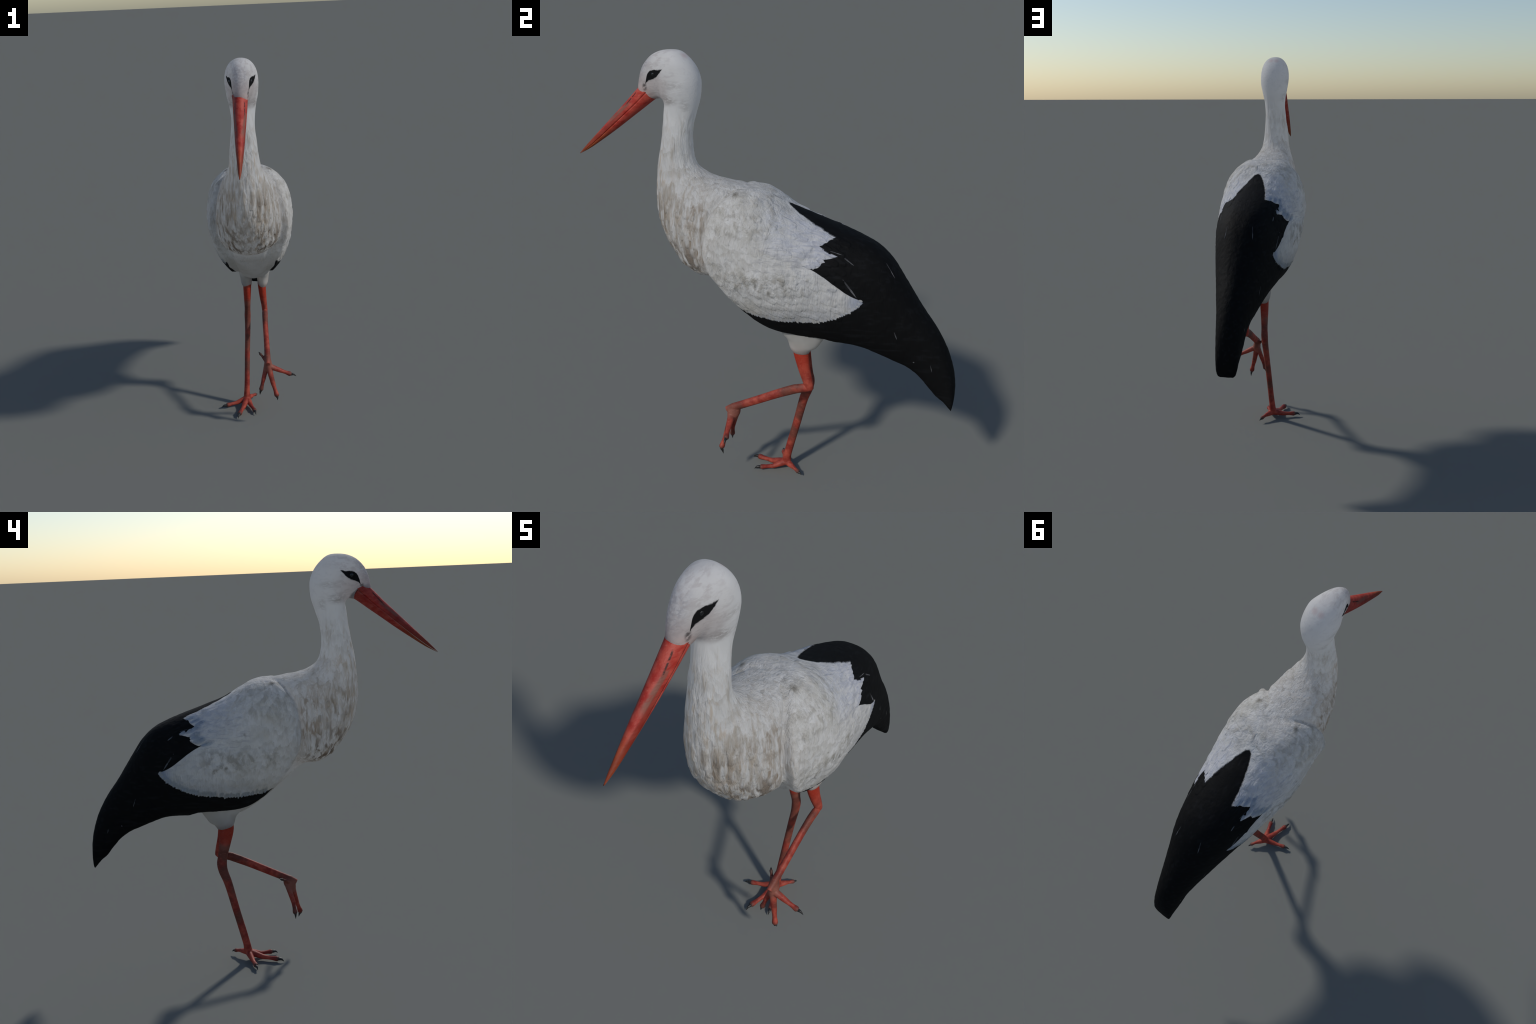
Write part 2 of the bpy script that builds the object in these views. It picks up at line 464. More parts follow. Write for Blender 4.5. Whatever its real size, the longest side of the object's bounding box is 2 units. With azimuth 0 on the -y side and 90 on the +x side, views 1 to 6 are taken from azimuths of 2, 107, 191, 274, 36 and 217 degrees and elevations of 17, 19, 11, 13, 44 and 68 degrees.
    B = N.curve(N.z, [(.780, .070), (.806, .080), (.838, .097), (.860, .109), (.878, .120), (.905, .126), (.940, .135), (.965, .150), (.995, .165)])
    under = N.mul(N.step(N.sub(B, ax), -.001, .001), N.step(N.y, .175, .165), N.step(N.z, .995, .99))
    white = N.mul(N.either(lobe, above, under), N.inv(back))
    sheen = N.mix(N.step(N.noise(N.stretch((60, 9, 60), (math.radians(50), 0, 0)), 1.0, 2.0, .5), .5, .75), BLACK, (.012, .013, .015))
    colour = N.mix(white, sheen, colour)
    h = N.add(height, N.add(N.mul(N.add(N.mul(vane, .8, N.step(N.z, 1.06, 1.18)), N.mul(N.add(N.mul(hang, .5), N.mul(fine, .2)), N.step(N.z, 1.18, 1.06))), N.step(N.y, -.02, .1)), N.add(N.mul(lump, N.either(mid, high), 2.2), N.mul(plume, 1.2))))
    h = N.add(N.mul(h, N.add(.35, N.mul(.65, white))), N.mul(white, .5))
    return N.surface(colour, .72, h, .0060, .51, .18)


def bill_material(lower):
    N = Nodes("bill_horn")
    t = N.step(N.y, -.50, -.87)
    ax = N.absolute(N.sub(N.x, .002))
    grain = N.noise(N.stretch((120, 20, 120), (math.radians(-39), 0, 0)), 1.0, 4.0, .6)
    blot = N.noise(N.stretch((45, 22, 45), (math.radians(-39), 0, 0)), 1.0, 3.0, .6)
    red = N.mix(N.step(blot, .32, .68), (.44, .030, .020), (.58, .095, .066))
    red = N.mix(N.step(N.y, -.72, -.86), red, (.47, .115, .030))
    red = N.mix(N.mul(N.step(grain, .55, .75), .35), red, (.62, .22, .17))
    if not lower:
        s = N.add(N.y, .60)                       # height above the gape line
        up = N.sub(N.z, N.add(1.757, N.mul(s, .815)))
        side = N.mul(N.band(N.y, -.72, -.68, -.61, -.57), N.band(up, -.001, .004, .015, .024), N.step(blot, .25, .50))
        red = N.mix(N.mul(side, .75), red, (.20, .115, .085))
        slit = N.mul(N.band(N.y, -.622, -.602, -.566, -.556), N.step(N.absolute(N.sub(N.sub(up, .0185), N.mul(N.add(N.y, .60), .26))), .0052, .0018), N.step(grain, .28, .50))
        red = N.mix(N.mul(slit, .9), red, (.03, .012, .010))
        edge = N.mul(N.step(N.y, -.58, -.68), N.step(up, .008, .000))
        red = N.mix(N.mul(edge, .65), red, (.20, .022, .012))
    else:
        red = N.mix(N.mul(N.step(N.y, -.66, -.74), .5), red, (.36, .10, .03))
        root = N.mul(N.step(N.add(N.mul(N.y, .77), N.mul(N.z, .63)), .7700, .7765), .9)
        red = N.mix(N.mul(root, .75), red, (.06, .015, .012))
    return N.surface(red, N.add(.38, N.mul(grain, .25)), grain, .0012, .4, .4)


def leg_material(dark_points):
    N = Nodes("leg_skin")
    blot = N.noise(N.co, 24.0, 3.0, .6)
    patch = N.noise(N.co, 9.0, 2.0, .5)
    scute = N.noise(N.stretch((60, 60, 330)), 1.0, 2.0, .5, .4)
    c = N.mix(N.step(blot, .35, .68), (.27, .030, .020), (.46, .085, .052))
    c = N.mix(N.mul(N.step(N.z, .56, .68), .7), c, (.47, .040, .015))
    mud = N.mul(N.step(patch, .46, .62), N.band(N.z, .05, .12, .64, .74))
    c = N.mix(N.mul(mud, .75), c, (.115, .050, .036))
    c = N.mix(N.mul(N.step(scute, .55, .75), .30), c, (.52, .19, .14))
    joint = N.either(N.spot(-.046, .188, .600, .012, .035), N.spot(.060, -.14, .34, .02, .06))
    c = N.mix(N.mul(joint, .30), c, (.60, .26, .19))
    tips = N.either(*[N.spot(*p, .006, .026) for p in dark_points])
    c = N.mix(N.mul(tips, .9), c, (.085, .052, .042))
    return N.surface(c, .55, N.add(N.mul(scute, .7), N.mul(blot, .4)), .0012, .35, .35)


def claw_material():
    N = Nodes("claw_horn")
    g = N.noise(N.co, 90.0, 3.0, .6)
    return N.surface(N.mix(N.step(g, .5, .8), (.012, .011, .011), (.06, .052, .048)), .45, None, 0, 0, .4)


def eye_material():
    N = Nodes("eye_black")
    d = N.step(N.noise(N.co, 40.0, 1.0), .4, .7)
    return N.surface(N.mix(d, (.004, .004, .005), (.010, .011, .013)), .25, None, 0, 0, .5)


def feather_material(name, base, shade, tip):
    """Single body feathers: local x runs from quill to tip, y across, each with its own tone."""
    N = Nodes(name)
    info = N.nt.nodes.new("ShaderNodeObjectInfo")
    tone = N.nt.nodes.new("ShaderNodeTexWhiteNoise"); tone.noise_dimensions = "3D"
    N.nt.links.new(info.outputs["Location"], tone.inputs["Vector"])
    r = tone.outputs["Value"]
    barb = N.noise(N.vec(N.mul(N.sub(N.x, N.absolute(N.y)), 420), N.mul(N.absolute(N.y), 60), N.mul(r, 40)), 1.0, 2.0, .6)
    c = N.mix(r, base, tip)
    c = N.mix(N.mul(N.step(N.x, .012, -.010), .85), c, shade)  # root end darkened for the shade under the feather above
    c = N.mix(N.mul(N.step(barb, .48, .70), .35), c, shade)
    c = N.mix(N.mul(N.step(N.absolute(N.y), .0011, .0004), .35), c, shade)
    return N.surface(c, .75, barb, .0008, .54, .2)


head_plumage, breast_plumage, wing_plumage = head_material(), body_material(), wing_material()
upper_bill, lower_bill = bill_material(False), bill_material(True)
claw_horn, eye_black = claw_material(), eye_material()
covert_plumage = feather_material("covert_plumage", (.585, .61, .69), (.47, .49, .56), (.70, .70, .715))  # bluish base carries the sky colour baked into the wing texture
fringe_plumage = feather_material("fringe_plumage", (.66, .655, .64), (.50, .49, .47), (.58, .61, .68))
quill_white = feather_material("quill_white", (.20, .205, .22), (.06, .062, .07), (.32, .32, .34))

# ------------------------------------------------------------------ the bird
stork = bpy.data.objects.new("white_stork", None)
bpy.context.scene.collection.objects.link(stork)
stork["label"] = "white stork with black flight feathers, walking, one red leg raised"
stork["category"] = "stork, bird"

# head, neck, breast and belly: one loft that fans over the crown, drops down the
# neck and turns into the trunk.
TRUNK = [
    # Dy     Dz      Vy     Vz     w     c    nu   nl
    (-.556, 1.834, -.486, 1.791, .029, .50, 2.2, 2.2),
    (-.550, 1.874, -.476, 1.791, .033, .55, 2.1, 2.1),
    (-.532, 1.927, -.466, 1.793, .039, .58, 2.1, 2.1),
    (-.493, 1.972, -.456, 1.795, .046, .50, 2.2, 2.0),
    (-.450, 1.994, -.449, 1.793, .056, .46, 2.2, 1.95),
    (-.398, 2.001, -.443, 1.790, .068, .43, 2.25, 1.9),
    (-.357, 1.996, -.439, 1.785, .077, .42, 2.25, 1.9),
    (-.318, 1.967, -.436, 1.778, .079, .42, 2.2, 1.9),
    (-.289, 1.930, -.435, 1.770, .077, .42, 2.2, 1.9),
    (-.272, 1.888, -.436, 1.761, .074, .43, 2.1, 1.9),
    (-.269, 1.852, -.438, 1.752, .068, .44, 2.1, 1.9),
    (-.274, 1.802, -.440, 1.738, .062, .46, 2.0, 2.0),
    (-.290, 1.750, -.444, 1.712, .057, .48, 2.0, 2.0),
    (-.306, 1.701, -.448, 1.680, .057, .48, 2.0, 2.0),
    (-.315, 1.655, -.453, 1.645, .060, .48, 2.0, 2.0),
    (-.318, 1.612, -.459, 1.610, .064, .49, 2.0, 2.0),
    (-.316, 1.565, -.468, 1.560, .068, .50, 2.0, 2.0),
    (-.304, 1.522, -.478, 1.505, .074, .48, 2.0, 2.0),
    (-.274, 1.489, -.485, 1.440, .085, .46, 2.1, 2.0),
    (-.217, 1.463, -.487, 1.370, .103, .45, 2.2, 2.0),
    (-.147, 1.450, -.484, 1.310, .120, .45, 2.25, 2.0),
    (-.080, 1.440, -.470, 1.240, .136, .48, 2.3, 2.05),
    (-.020, 1.427, -.444, 1.178, .151, .50, 2.3, 2.15),
    (.040, 1.398, -.401, 1.116, .164, .52, 2.2, 2.15),
    (.100, 1.366, -.354, 1.058, .176, .52, 2.2, 2.2),
    (.160, 1.334, -.295, 1.022, .185, .50, 2.2, 2.15),
    (.215, 1.308, -.222, 1.013, .197, .46, 2.2, 2.0),
    (.265, 1.290, -.145, .955, .202, .44, 2.2, 2.3),
    (.310, 1.275, -.060, .878, .198, .43, 2.2, 2.2),
    (.340, 1.240, .025, .811, .180, .46, 2.0, 1.95),
    (.375, 1.205, .103, .766, .158, .50, 1.9, 1.85),
    (.405, 1.150, .205, .760, .128, .52, 1.9, 1.85),
    (.440, 1.090, .310, .775, .100, .50, 1.9, 2.0),
    (.480, 1.040, .410, .800, .070, .50, 2.0, 2.0),
    (.520, .980, .470, .825, .040, .48, 2.0, 2.0),
]
trunk = body_loft(TRUNK, 150, "trunk")
for v in trunk.vertices:                        # the head is carried a touch to the left
    v.co.x += .003 * min(max((v.co.z - 1.6) / .2, 0), 1)

# the folded wings with the tail between them: an envelope around the trunk ...
ENVELOPE = [
    (-.115, 1.432, -.380, 1.020, .176, .54, 2.6, 2.2),
    (-.045, 1.440, -.290, .965, .207, .48, 2.5, 2.0),
    (.020, 1.431, -.200, .905, .218, .43, 2.35, 1.9),
    (.080, 1.398, -.100, .848, .227, .42, 2.15, 1.86),
    (.150, 1.357, .000, .795, .225, .43, 2.05, 1.93),
    (.220, 1.328, .100, .772, .212, .44, 2.05, 2.15),
    (.300, 1.299, .200, .768, .195, .45, 2.15, 2.2),
    (.370, 1.274, .300, .766, .179, .47, 2.3, 2.4),
    (.437, 1.248, .390, .754, .162, .47, 2.35, 2.5),
    (.511, 1.211, .470, .735, .143, .48, 2.45, 2.6),
    (.571, 1.158, .540, .710, .126, .48, 2.4, 2.6),
    (.628, 1.078, .600, .688, .110, .48, 2.2, 2.6),
    (.708, .957, .660, .667, .091, .48, 2.1, 2.6),
    (.773, .868, .710, .639, .075, .48, 2.1, 3.2),
    (.823, .780, .755, .596, .066, .52, 2.1, 4.0),
    (.856, .685, .788, .558, .059, .50, 2.3, 4.0),
    (.868, .610, .822, .528, .055, .50, 2.4, 2.8),
    (.869, .550, .846, .505, .050, .50, 2.5, 2.8),
    (.865, .510, .857, .496, .044, .50, 2.5, 2.5),
    (.862, .496, .860, .491, .036, .50, 2.2, 2.2),
]
envelope = body_loft(ENVELOPE, 120, "envelope", around=72, hollow=.07)

for v in envelope.vertices:                     # the folded wings sit a little to the bird's right
    v.co.x -= .006 * min(max((v.co.y + .05) / .15, 0), 1)

def saddle(me, depth):
    """A shallow hollow along the spine between the two shoulders."""
    for v in me.vertices:
        along = math.exp(-((v.co.y + .01) / .08) ** 2)
        if v.co.z > 1.2:
            v.co.z -= depth * along * math.exp(-((v.co.x + .003) / .045) ** 2)
saddle(envelope, .009)
saddle(trunk, .007)

# ... trimmed by the wing's outline seen from the side.
WING_OUTLINE = [(.20, 1.46), (.06, 1.47), (-.045, 1.455), (-.105, 1.424), (-.150, 1.383), (-.188, 1.325),
                (-.209, 1.245), (-.213, 1.170), (-.184, 1.072), (-.132, .988), (-.052, .900), (.050, .827),
                (.130, .807), (.220, .797), (.320, .788), (.460, .700), (.700, .600), (.860, .440), (.930, .440), (.930, 1.10), (.55, 1.46)]
outline = spline([(y, z, 0) for y, z in WING_OUTLINE], 90)
prism = mesh_from([(s * .35, y, z) for s in (-1, 1) for y, z, _ in outline],
                  [tuple(range(90)), tuple(range(179, 89, -1))] +
                  [(i, (i + 1) % 90, 90 + (i + 1) % 90, 90 + i) for i in range(90)], "prism")
po, eo = temp_object(prism), temp_object(envelope)
cut = eo.modifiers.new("trim", "BOOLEAN"); cut.operation = "INTERSECT"; cut.object = po; cut.solver = "EXACT"
wings = evaluated_mesh(eo, "wings")
bpy.data.objects.remove(po); bpy.data.objects.remove(eo)

# feathered thighs
def thigh(side, y):
    s = side
    return tube([(s * .056, y + .010, .870, .042, .120), (s * .053, y + .009, .800, .038, .106),
                 (s * .048, y + .006, .757, .034, .080), (s * .046, y - .001, .722, .0305, .054),
                 (s * .043, y - .001, .702, .0255, .042), (s * .042, y - .001, .690, .020, .034)], 26, "thigh", 36)
thighs = [thigh(-1, .186), thigh(1, .190)]

body = fuse([trunk, wings] + thighs, .0036, 5, "body")

# ---- feather relief, modelled into the skin: overlapping breast feathers and long clumps
co = coords(body)
nrm = np.empty(len(co) * 3, np.float32); body.vertices.foreach_get("normal", nrm); nrm = nrm.reshape(-1, 3).astype(float)
relief = np.zeros(len(co))
rng = np.random.default_rng(5)
bare = bvh(body)


def ramp(v, lo, hi):
    t = np.clip((v - lo) / (hi - lo), 0, 1)
    return t * t * (3 - 2 * t)


def press_feather(tip, heading, length, width, height):
    """Raise the skin like one feather: thin at the root, thickest at a rounded tip, then a drop."""
    global relief
    near = np.nonzero(((co - tip) ** 2).sum(1) < (length * 1.1) ** 2)[0]
    rel = co[near] - tip
    n = nrm[near[np.argmin((rel ** 2).sum(1))]]
    d = heading - n * (heading @ n); d /= np.linalg.norm(d)
    side = np.cross(n, d)
    u, w = -(rel @ d), rel @ side                       # u: distance back from the tip
    rounded = u - .5 * width * (1 - np.sqrt(np.clip(1 - (2 * w / width) ** 2, 0, 1)))
    h = height * ramp(rounded, -.0015, .0035) * (1 - ramp(u, .25 * length, length)) * (1 - ramp(np.abs(w), .36 * width, .54 * width))
    relief[near] = np.maximum(relief[near], h)


for row in range(11):                                   # breast
    level = 1.41 - row * .034
    count = 15 - row // 3
    for j in range(count):
        ang = -1.9 + 3.8 * (j + (row % 2) * .5) / count + rng.normal(0, .04)
        hit = bare.ray_cast(Vector((0, -.30 + .13 * max(1.30 - level, 0), level + rng.normal(0, .008))),
                            Vector((math.sin(ang), -math.cos(ang), -.05)))
        if hit[0] and hit[0].y < -.20 and hit[0].z > 1.03:
            p = np.array(hit[0])
            fade = min(1, .35 + (1.45 - p[2]) * 3.2)
            press_feather(p, np.array((p[0] * .6, .5 * max(1.25 - p[2], 0), -1.0)), rng.uniform(.055, .085), rng.uniform(.018, .028), rng.uniform(.0026, .0048) * fade)

for s in (1, -1):                                       # wing coverts, lying back and down
    for y in np.arange(-.17, .42, .036):
        for z in np.arange(.92, 1.36, .034):
            yy, zz = y + rng.normal(0, .007), z + rng.normal(0, .007)
            hit = bare.ray_cast(Vector((s * .5, yy, zz)), Vector((-s, 0, 0)))
            if hit[0] and abs(hit[0].x) > .06:
                swing = ramp(np.array(yy), -.12, .16)
                press_feather(np.array(hit[0]), np.array((0, .25 + .75 * swing, -1 + .55 * swing)), rng.uniform(.050, .085), rng.uniform(.020, .032), rng.uniform(.0014, .0034))

for i, p in enumerate(co):                              # long clumps down the neck, soft lumps on the wing
    v = Vector(p)
    neck = float(ramp(np.array(-p[1]), .22, .30) * ramp(np.array(p[2]), 1.25, 1.36) * (1 - ramp(np.array(p[2]), 1.70, 1.80)))
    if neck > .01:
        relief[i] += neck * .0030 * noise.noise((p[0] * 62, p[1] * 45 + p[2] * 5, p[2] * 9))
    if p[1] > -.22 and p[1] < .35 and p[2] > .86:
        lump = noise.noise((p[0] * 22, p[1] * 24, p[2] * 20)) * float(1 - ramp(np.array(p[1]), .15, .33))
        relief[i] += .0030 * lump
    elif p[1] > .3:
        relief[i] += .0009 * noise.noise((p[0] * 60, (p[1] + p[2]) * 9, (p[2] - p[1]) * 40))
# the rounded front rim of the folded wing and the crease between it and the breast
rim = spline([(y, z, 0) for y, z in WING_OUTLINE[:13]], 900)[:, :2]
rim = rim[(rim[:, 0] < .03) & (rim[:, 1] > .93) & (rim[:, 1] < 1.44)]
flank = np.nonzero((co[:, 1] > -.32) & (co[:, 1] < .05) & (co[:, 2] > .93) & (co[:, 2] < 1.46) & (np.abs(co[:, 0]) > .055))[0]
gap = co[flank][:, None, 1:] - rim[None]
dist = np.sqrt((gap ** 2).sum(2))
k = dist.argmin(1)
d = dist[np.arange(len(flank)), k]
inside = np.sign(gap[np.arange(len(flank)), k] @ np.array((.9, -.25)))
signed = d * inside
edge_fade = ramp(np.abs(co[flank, 0]), .055, .09) * ramp(co[flank, 2], .93, .99)
relief[flank] += edge_fade * (.0065 * np.exp(-((signed - .015) / .013) ** 2) - .0080 * np.exp(-((signed + .008) / .010) ** 2))
co += nrm * relief[:, None]
body.vertices.foreach_set("co", co.astype(np.float32).ravel())
body.update()

# ---- anatomical parts by region
centre = np.empty(len(body.polygons) * 3, np.float32); body.polygons.foreach_get("center", centre)
centre = centre.reshape(-1, 3)
t_trunk, t_wing, t_thigh = bvh(trunk), bvh(wings), [bvh(t) for t in thighs]
label = np.zeros(len(centre), int)
for i, c in enumerate(centre):
    v = Vector(c)
    if c[1] < -.2 and c[2] > 1.2:
        label[i] = 1 if (c[2] - 1.74) - .25 * (c[1] + .36) > 0 else (2 if c[2] > 1.47 + .25 * (c[1] + .36) else 3)
        continue
    dt, dw = t_trunk.find_nearest(v)[3], t_wing.find_nearest(v)[3]
    dl = min(t.find_nearest(v)[3] for t in t_thigh) if c[2] < .80 and .02 < c[1] < .36 else 9
    if dl < min(dt, dw) - .001:
        label[i] = 7 if c[0] < 0 else 8
    elif dw < dt + .001 or (c[1] > .02 and c[2] > .95):
        label[i] = 6 if c[1] + .55 * (c[2] - .9) > .64 and c[2] < 1.0 else (4 if c[0] > 0 else 5)
    else:
        label[i] = 3
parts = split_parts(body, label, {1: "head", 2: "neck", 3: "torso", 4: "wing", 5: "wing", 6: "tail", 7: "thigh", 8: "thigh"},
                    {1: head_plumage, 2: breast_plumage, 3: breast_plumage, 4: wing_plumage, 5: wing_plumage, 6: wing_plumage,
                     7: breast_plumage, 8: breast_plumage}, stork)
head = parts[1]

# ------------------------------------------------------------------ single feathers
def feather_mesh(name, length, width, thick, bow, lift, notch=.0):
    """A vane with rounded tip, lens-shaped across, bowed along its length."""
    nx, ny = 14, 8
    rows = []
    for i in range(nx + 1):
        u = i / nx
        half = width / 2 * (math.sin(math.pi * min(u * .80 + .13, 1) ** 1.15) ** .62 if u < 1 else .12)
        rows.append((u, max(half, width * .06)))
    top, bot = [], []
    for u, half in rows:
        x = (u - .5) * length
        for j in range(ny + 1):
            v = j / ny * 2 - 1
            xx = x - abs(v) ** 2.2 * length * .10 * u - notch * length * math.cos(v * 19.0) * u ** 6
            z = -(x * x) * bow - .28 * half * v * v * .5 + lift * (u - .58) * 2
            t = thick * (1 - v * v) * (.35 + .65 * math.sin(math.pi * min(max(u, .04), .97)))
            top.append((xx, v * half, z + t / 2 + .00012)); bot.append((xx, v * half, z - t / 2 - .00012))
    verts, faces, k = top + bot, [], len(top)
    idx = lambda i, j: i * (ny + 1) + j
    for i in range(nx):
        for j in range(ny):
            q = (idx(i, j), idx(i + 1, j), idx(i + 1, j + 1), idx(i, j + 1))
            faces += [q, tuple(p + k for p in reversed(q))]
    rim = [idx(i, 0) for i in range(nx + 1)] + [idx(nx, j) for j in range(1, ny + 1)] + \
          [idx(i, ny) for i in range(nx - 1, -1, -1)] + [idx(0, j) for j in range(ny - 1, 0, -1)]
    for p, q in zip(rim, rim[1:] + rim[:1]):
        faces.append((p, q, q + k, p + k))
    me = mesh_from(verts, faces, name)
    for p in me.polygons:
        p.use_smooth = True
    return me


skin = bvh(body)
rng = np.random.default_rng(11)


def on_side(y, z, s):
    """The skin point seen from the side at (y, z); s=1 left, -1 right."""
    hit = skin.ray_cast(Vector((s * .5, y, z)), Vector((-s, 0, 0)))
    return (hit[0], hit[1]) if hit[0] else None


def place_feather(name, me, material, parent, tip, tip_normal, heading, length, scale, sink=.0004):
    """Lay a feather on the skin so that its tip lands on the given point."""
    n = tip_normal
    d = (Vector(heading) - n * n.dot(Vector(heading))).normalized()
    root = skin.find_nearest(tip - d * length * scale[0])
    if root[0] is None:
        return
    d = (tip - root[0]).normalized()
    mid = skin.find_nearest((tip + root[0]) / 2)
    n = mid[1]
    side = n.cross(d).normalized(); n = d.cross(side).normalized()
    centre = (tip + root[0]) / 2
    centre += n * (max((mid[0] - centre).dot(n), 0) - sink)
    ob = bpy.data.objects.new(name, me)
    bpy.context.scene.collection.objects.link(ob)
    if not me.materials:
        me.materials.append(material)
    m = Matrix((d * scale[0], side * scale[1], n * scale[2])).transposed().to_4x4()
    m.translation = centre
    ob.matrix_world = m
    ob.parent = parent
    return ob


# coverts whose pale tips overlap the black flight feathers
covert = feather_mesh("covert_feather", .060, .024, .0014, 1.5, .0021, .012)
TIPS = [(.262, 1.146), (.284, 1.152), (.302, 1.162), (.316, 1.176), (.322, 1.188), (.366, 1.197), (.328, 1.205), (.310, 1.219),
        (.296, 1.234), (.318, 1.246), (.334, 1.256)]
for s in (1, -1):
    wing = parts[4 if s > 0 else 5]
    for row in range(1):
        for y, z in TIPS:
            ty = y - row * (.040 + .004 * rng.random()) + rng.normal(0, .003)
            tz = z + row * .013 + (.009 if row % 2 else 0) + rng.normal(0, .002)
            if row and y > .36:
                continue
            hit = on_side(ty, tz, s)
            if hit:
                k = rng.uniform(.85, 1.1)
                place_feather("covert_feather", covert, covert_plumage, wing, hit[0], hit[1], (0, .93, -.36 + rng.normal(0, .08)), .060, (k, k * rng.uniform(.85, 1.1), 1))

# the hanging fringe along the lower edge of the white coverts
fringe = feather_mesh("fringe_feather", .034, .0150, .0012, 1.6, .0016, .014)
EDGE = spline([(-.03, .899, 0), (.065, .8885, 0), (.14, .8855, 0), (.21, .8905, 0), (.28, .8945, 0), (.35, .9155, 0), (.425, .9525, 0), (.46, .981, 0), (.478, 1.006, 0)], 40)
for s in (1, -1):
    wing = parts[4 if s > 0 else 5]
    for i, (y, z, _) in enumerate(EDGE):
        hit = on_side(y + rng.normal(0, .0015), z + rng.normal(0, .0025), s)
        if hit:
            f = i / 39
            k = rng.uniform(.85, 1.15)
            place_feather("fringe_feather", fringe, fringe_plumage, wing, hit[0], hit[1], (0, .15 + .85 * f ** 1.5 + rng.normal(0, .08), -1 + .55 * f), .034, (k, k, 1))

# white quill edges showing between the black feathers
quill = feather_mesh("quill_edge", .060, .0046, .0010, .6, .0003)
for s in (1, -1):
    wing = parts[4 if s > 0 else 5]
    for (y0, z0), (y1, z1), w in (((.322, 1.221), (.384, 1.202), 1.0), ((.376, 1.203), (.436, 1.159), 1.3), ((.555, 1.158), (.594, 1.098), 1.0),
                                  ((.605, .881), (.623, .832), .9), ((.761, .727), (.772, .686), .8), ((.395, 1.108), (.452, 1.026), 1.6), ((.690, .734), (.695, .726), 2.0)):
        tip, root = on_side(y1, z1, s), on_side(y0, z0, s)
        if tip and root:
            L = (tip[0] - root[0]).length
            place_feather("quill_edge", quill, quill_white, wing, tip[0], tip[1], tip[0] - root[0], .060, (L / .060, w, 1), .0002)

# ------------------------------------------------------------------ beak
def mandible(rows, count, name, upper):
    """rows: culmen/gonys y z, tomium y z, half width: a half cone that is closed along the gape."""
    rings = []
    for ey, ez, ty, tz, w in spline([r for r in rows], count):
        ring = []
        for k in range(15):
            a = math.pi * k / 14
            e = math.sin(a) ** 1.15
            ring.append((w * math.cos(a), ty + (ey - ty) * e, tz + (ez - tz) * e))
        for k in range(1, 5):
            q = -w + 2 * w * k / 5
            ring.append((q, ty, tz))
        rings.append(ring)
    return skin_rings(rings, name)
UPPER = [(-.535, 1.858, -.490, 1.838, .0385), (-.559, 1.836, -.507, 1.822, .0352), (-.615, 1.779, -.560, 1.774, .0318), (-.680, 1.716, -.628, 1.716, .0265),
         (-.745, 1.653, -.700, 1.656, .0215), (-.805, 1.595, -.770, 1.599, .0145), (-.845, 1.555, -.826, 1.557, .0085), (-.869, 1.529, -.866, 1.531, .002)]
LOWER = [(-.450, 1.806, -.488, 1.837, .034), (-.482, 1.788, -.510, 1.818, .0342), (-.540, 1.746, -.563, 1.770, .0308), (-.601, 1.702, -.631, 1.712, .0265),
         (-.664, 1.656, -.703, 1.652, .020), (-.726, 1.613, -.773, 1.595, .013), (-.810, 1.558, -.828, 1.554, .0075), (-.8655, 1.5285, -.8655, 1.5295, .0015)]
beak = bpy.data.objects.new("beak", None); bpy.context.scene.collection.objects.link(beak); beak.parent = stork
finish("upper_mandible", mandible(UPPER, 60, "upper_mandible", True), upper_bill, beak)
finish("lower_mandible", mandible(LOWER, 60, "lower_mandible", False), lower_bill, beak)

# ------------------------------------------------------------------ eyes
for s in (1, -1):
    bm = bmesh.new()
    bmesh.ops.create_uvsphere(bm, u_segments=32, v_segments=16, radius=.0125)
    me = bpy.data.meshes.new("eye"); bm.to_mesh(me); bm.free()
    e = finish("eye", me, eye_black, head)
    e.location = (.002 + s * .041, -.462, 1.901)

# ------------------------------------------------------------------ legs
def toe(base, knuckle, end, r0, r1):
    b, k, e = map(Vector, (base, knuckle, end))
    m = b.lerp(k, .5); j = k.lerp(e, .55)
    q = k.lerp(e, .2)
    return [(*b, r0 * 1.04, r0), (*m, r0 * .88, r0 * .82), (*k, r1 * 1.16, r1 * 1.16), (*q, r1 * 1.0, r1 * 1.0), (*j, r1 * .98, r1 * .98), (*e, r1 * 1.14, r1 * 1.16), (*(e + (e - j).normalized() * .006), r1 * .5, r1 * .5)]


def claw(root, tip, r):
    a, t = Vector(root), Vector(tip)
    m = a.lerp(t, .5) + Vector((0, 0, (.18 if r > .0058 else .04) * (t - a).length))
    s = (t - a).cross(Vector((0, 0, 1)))
    return tube([(*a, r, r * 1.1), (*m, r * .72, r * .8), (*t, r * .08, r * .08)], 12, "claw", 12, s if s.length > 1e-4 else (1, 0, 0))


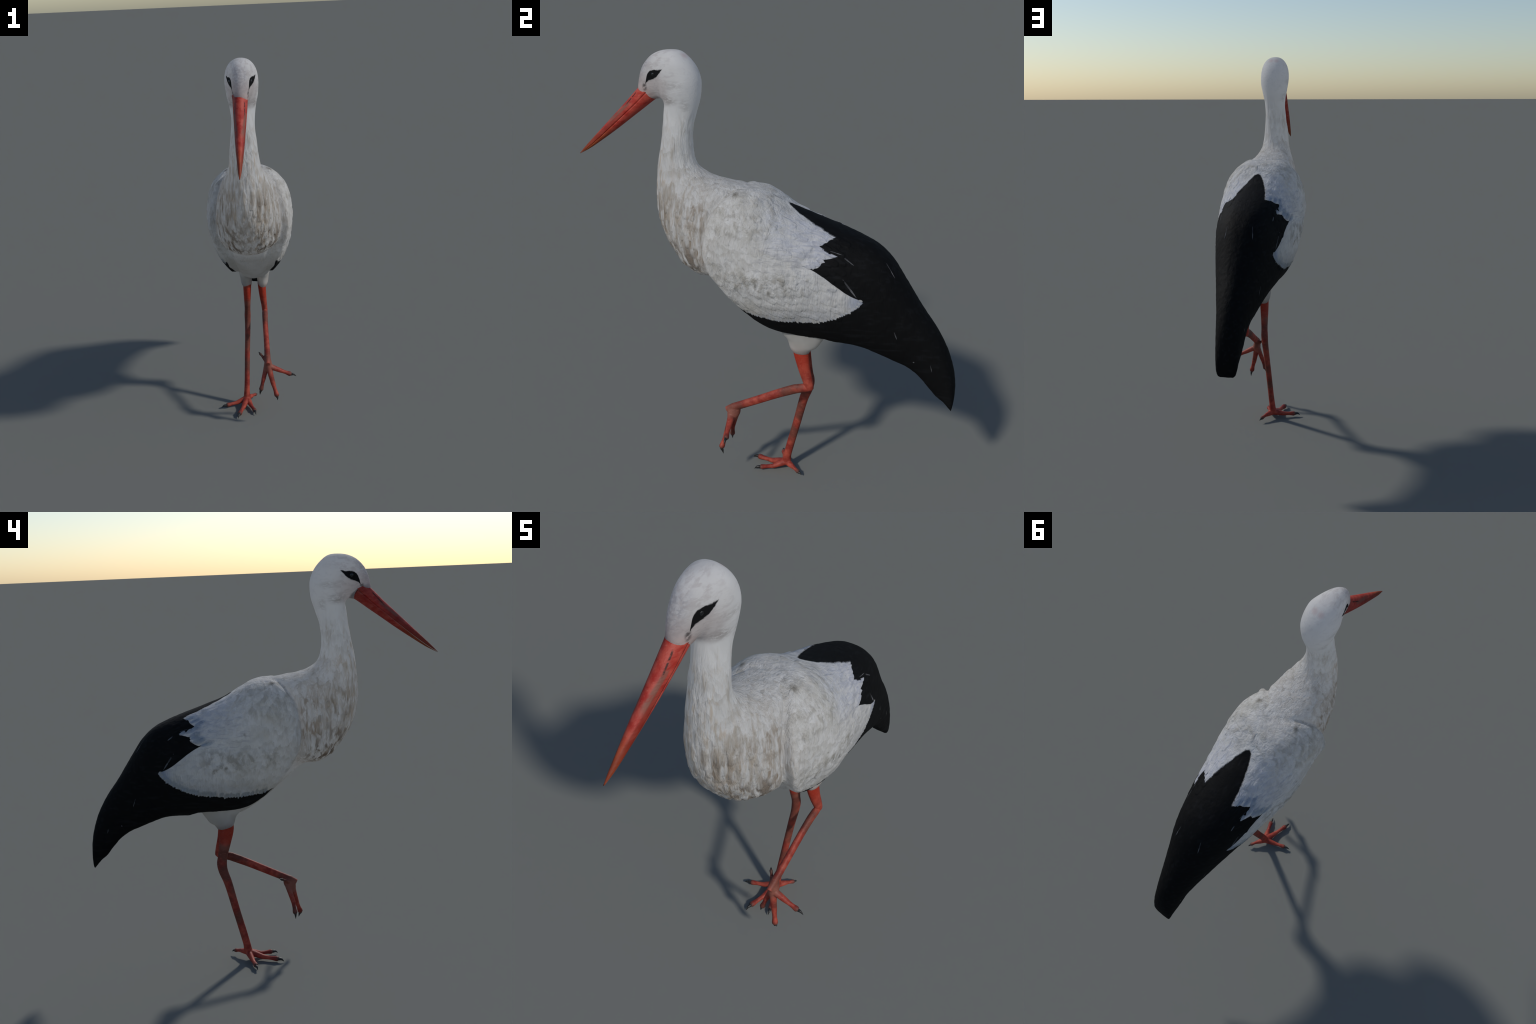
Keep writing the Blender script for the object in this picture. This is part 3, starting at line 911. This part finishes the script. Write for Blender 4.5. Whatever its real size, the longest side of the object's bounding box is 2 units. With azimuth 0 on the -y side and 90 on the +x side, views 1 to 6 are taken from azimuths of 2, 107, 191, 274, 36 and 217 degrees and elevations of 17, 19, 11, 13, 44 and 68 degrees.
def build_leg(spine, pad, toes, claw_specs):
    pieces = [tube(spine, 70, "shank", 24)]
    for p in pad:
        pieces.append(tube(p, 12, "pad", 18, (1, 0, 0)))
    for base, knuckle, end, r0, r1 in toes:
        d = Vector(end) - Vector(base)
        side = d.cross(Vector((0, 0, 1)))
        pieces.append(tube(toe(base, knuckle, end, r0, r1), 24, "toe", 16, side if side.length > 1e-3 else (1, 0, 0)))
    skin = fuse(pieces, .0021, 6, "leg")
    c = np.empty(len(skin.polygons) * 3, np.float32); skin.polygons.foreach_get("center", c); c = c.reshape(-1, 3)
    names = {0: "leg"}
    lab = np.zeros(len(c), int)
    for n, (base, knuckle, end, *_r) in enumerate(toes, 1):
        b, e = np.array(base), np.array(end)
        u = (e - b) / np.linalg.norm(e - b)
        t = (c - b) @ u
        d = np.linalg.norm(c - b - t[:, None] * u, axis=1)
        lab[(t > .028) & (d < .03)] = n
        names[n] = "toe"
    got = split_parts(skin, lab, names, leg_skin, stork)
    for n in range(1, len(toes) + 1):
        if n in got:
            got[n].parent = got[0]
    for n, (root, tip, r) in enumerate(claw_specs, 1):
        finish("claw", claw(root, tip, r), claw_horn, got.get(n, got[0]))
    return got[0]


# standing leg (the bird's right, -x)
S_SPINE = [(-.042, .178, .735, .024, .036), (-.043, .174, .695, .0228, .0365), (-.046, .186, .620, .0195, .0300), (-.0485, .200, .550, .0165, .0240),
           (-.050, .206, .512, .0178, .0255), (-.051, .202, .475, .0168, .0240), (-.053, .180, .410, .0154, .0212),
           (-.060, .145, .270, .0150, .0192), (-.066, .109, .130, .0152, .0190), (-.069, .096, .075, .0165, .0190),
           (-.070, .092, .045, .0185, .0210), (-.070, .088, .024, .014, .016)]
S_TOES = [((-.073, .090, .036), (-.130, .066, .020), (-.186, .045, .016), .0175, .0100),
          ((-.072, .086, .036), (-.090, .010, .016), (-.109, -.062, .014), .0185, .0105),
          ((-.068, .086, .036), (-.044, .030, .016), (-.023, -.026, .014), .0175, .0098),
          ((-.068, .096, .036), (-.040, .135, .030), (-.022, .163, .022), .0165, .0085)]
S_CLAWS = [((-.188, .044, .015), (-.217, .035, .006), .0075), ((-.110, -.066, .014), (-.115, -.093, .002), .0078),
           ((-.022, -.031, .013), (-.015, -.057, .003), .0072), ((-.021, .165, .020), (-.014, .181, .012), .0060)]

# lifted leg (the bird's left, +x)
R_SPINE = [(.040, .186, .735, .024, .037), (.040, .188, .700, .0228, .0365), (.044, .204, .620, .0195, .0290), (.0485, .222, .560, .0165, .0240),
           (.050, .231, .530, .0160, .0205), (.050, .234, .517, .0150, .0170)]
R_TARSUS = [(.050, .243, .522, .0110, .0110), (.0505, .228, .519, .0160, .0180), (.051, .195, .520, .0165, .0215), (.052, .150, .504, .0158, .0225), (.055, .078, .473, .0150, .0208),
            (.060, -.014, .430, .0150, .0198), (.064, -.105, .388, .0165, .0190), (.066, -.150, .368, .0165, .0185), (.067, -.163, .360, .0125, .0150)]
R_PALM = [[(.065, -.128, .374, .017, .034), (.067, -.130, .352, .021, .032), (.069, -.139, .328, .0205, .022), (.071, -.145, .310, .015, .0145)]]
R_TOES = [((.070, -.138, .340), (.135, -.131, .307), (.188, -.125, .282), .0175, .0105),
          ((.072, -.142, .322), (.092, -.160, .240), (.110, -.178, .178), .0165, .0110),
          ((.061, -.118, .345), (.038, -.144, .262), (.023, -.153, .205), .0155, .0100),
          ((.060, -.128, .362), (.038, -.104, .381), (.024, -.089, .392), .0120, .0065)]
R_CLAWS = [((.189, -.125, .281), (.219, -.125, .268), .0075), ((.111, -.179, .175), (.113, -.168, .147), .0078),
           ((.0225, -.154, .203), (.016, -.155, .176), .0072), ((.0235, -.088, .392), (.016, -.078, .398), .0050)]
leg_skin = leg_material([root for root, tip, r in S_CLAWS + R_CLAWS])
build_leg(S_SPINE, [], S_TOES, S_CLAWS)
build_leg(R_SPINE, [R_TARSUS] + R_PALM, R_TOES, R_CLAWS)

for me in list(bpy.data.meshes):
    if me.users == 0:
        bpy.data.meshes.remove(me)
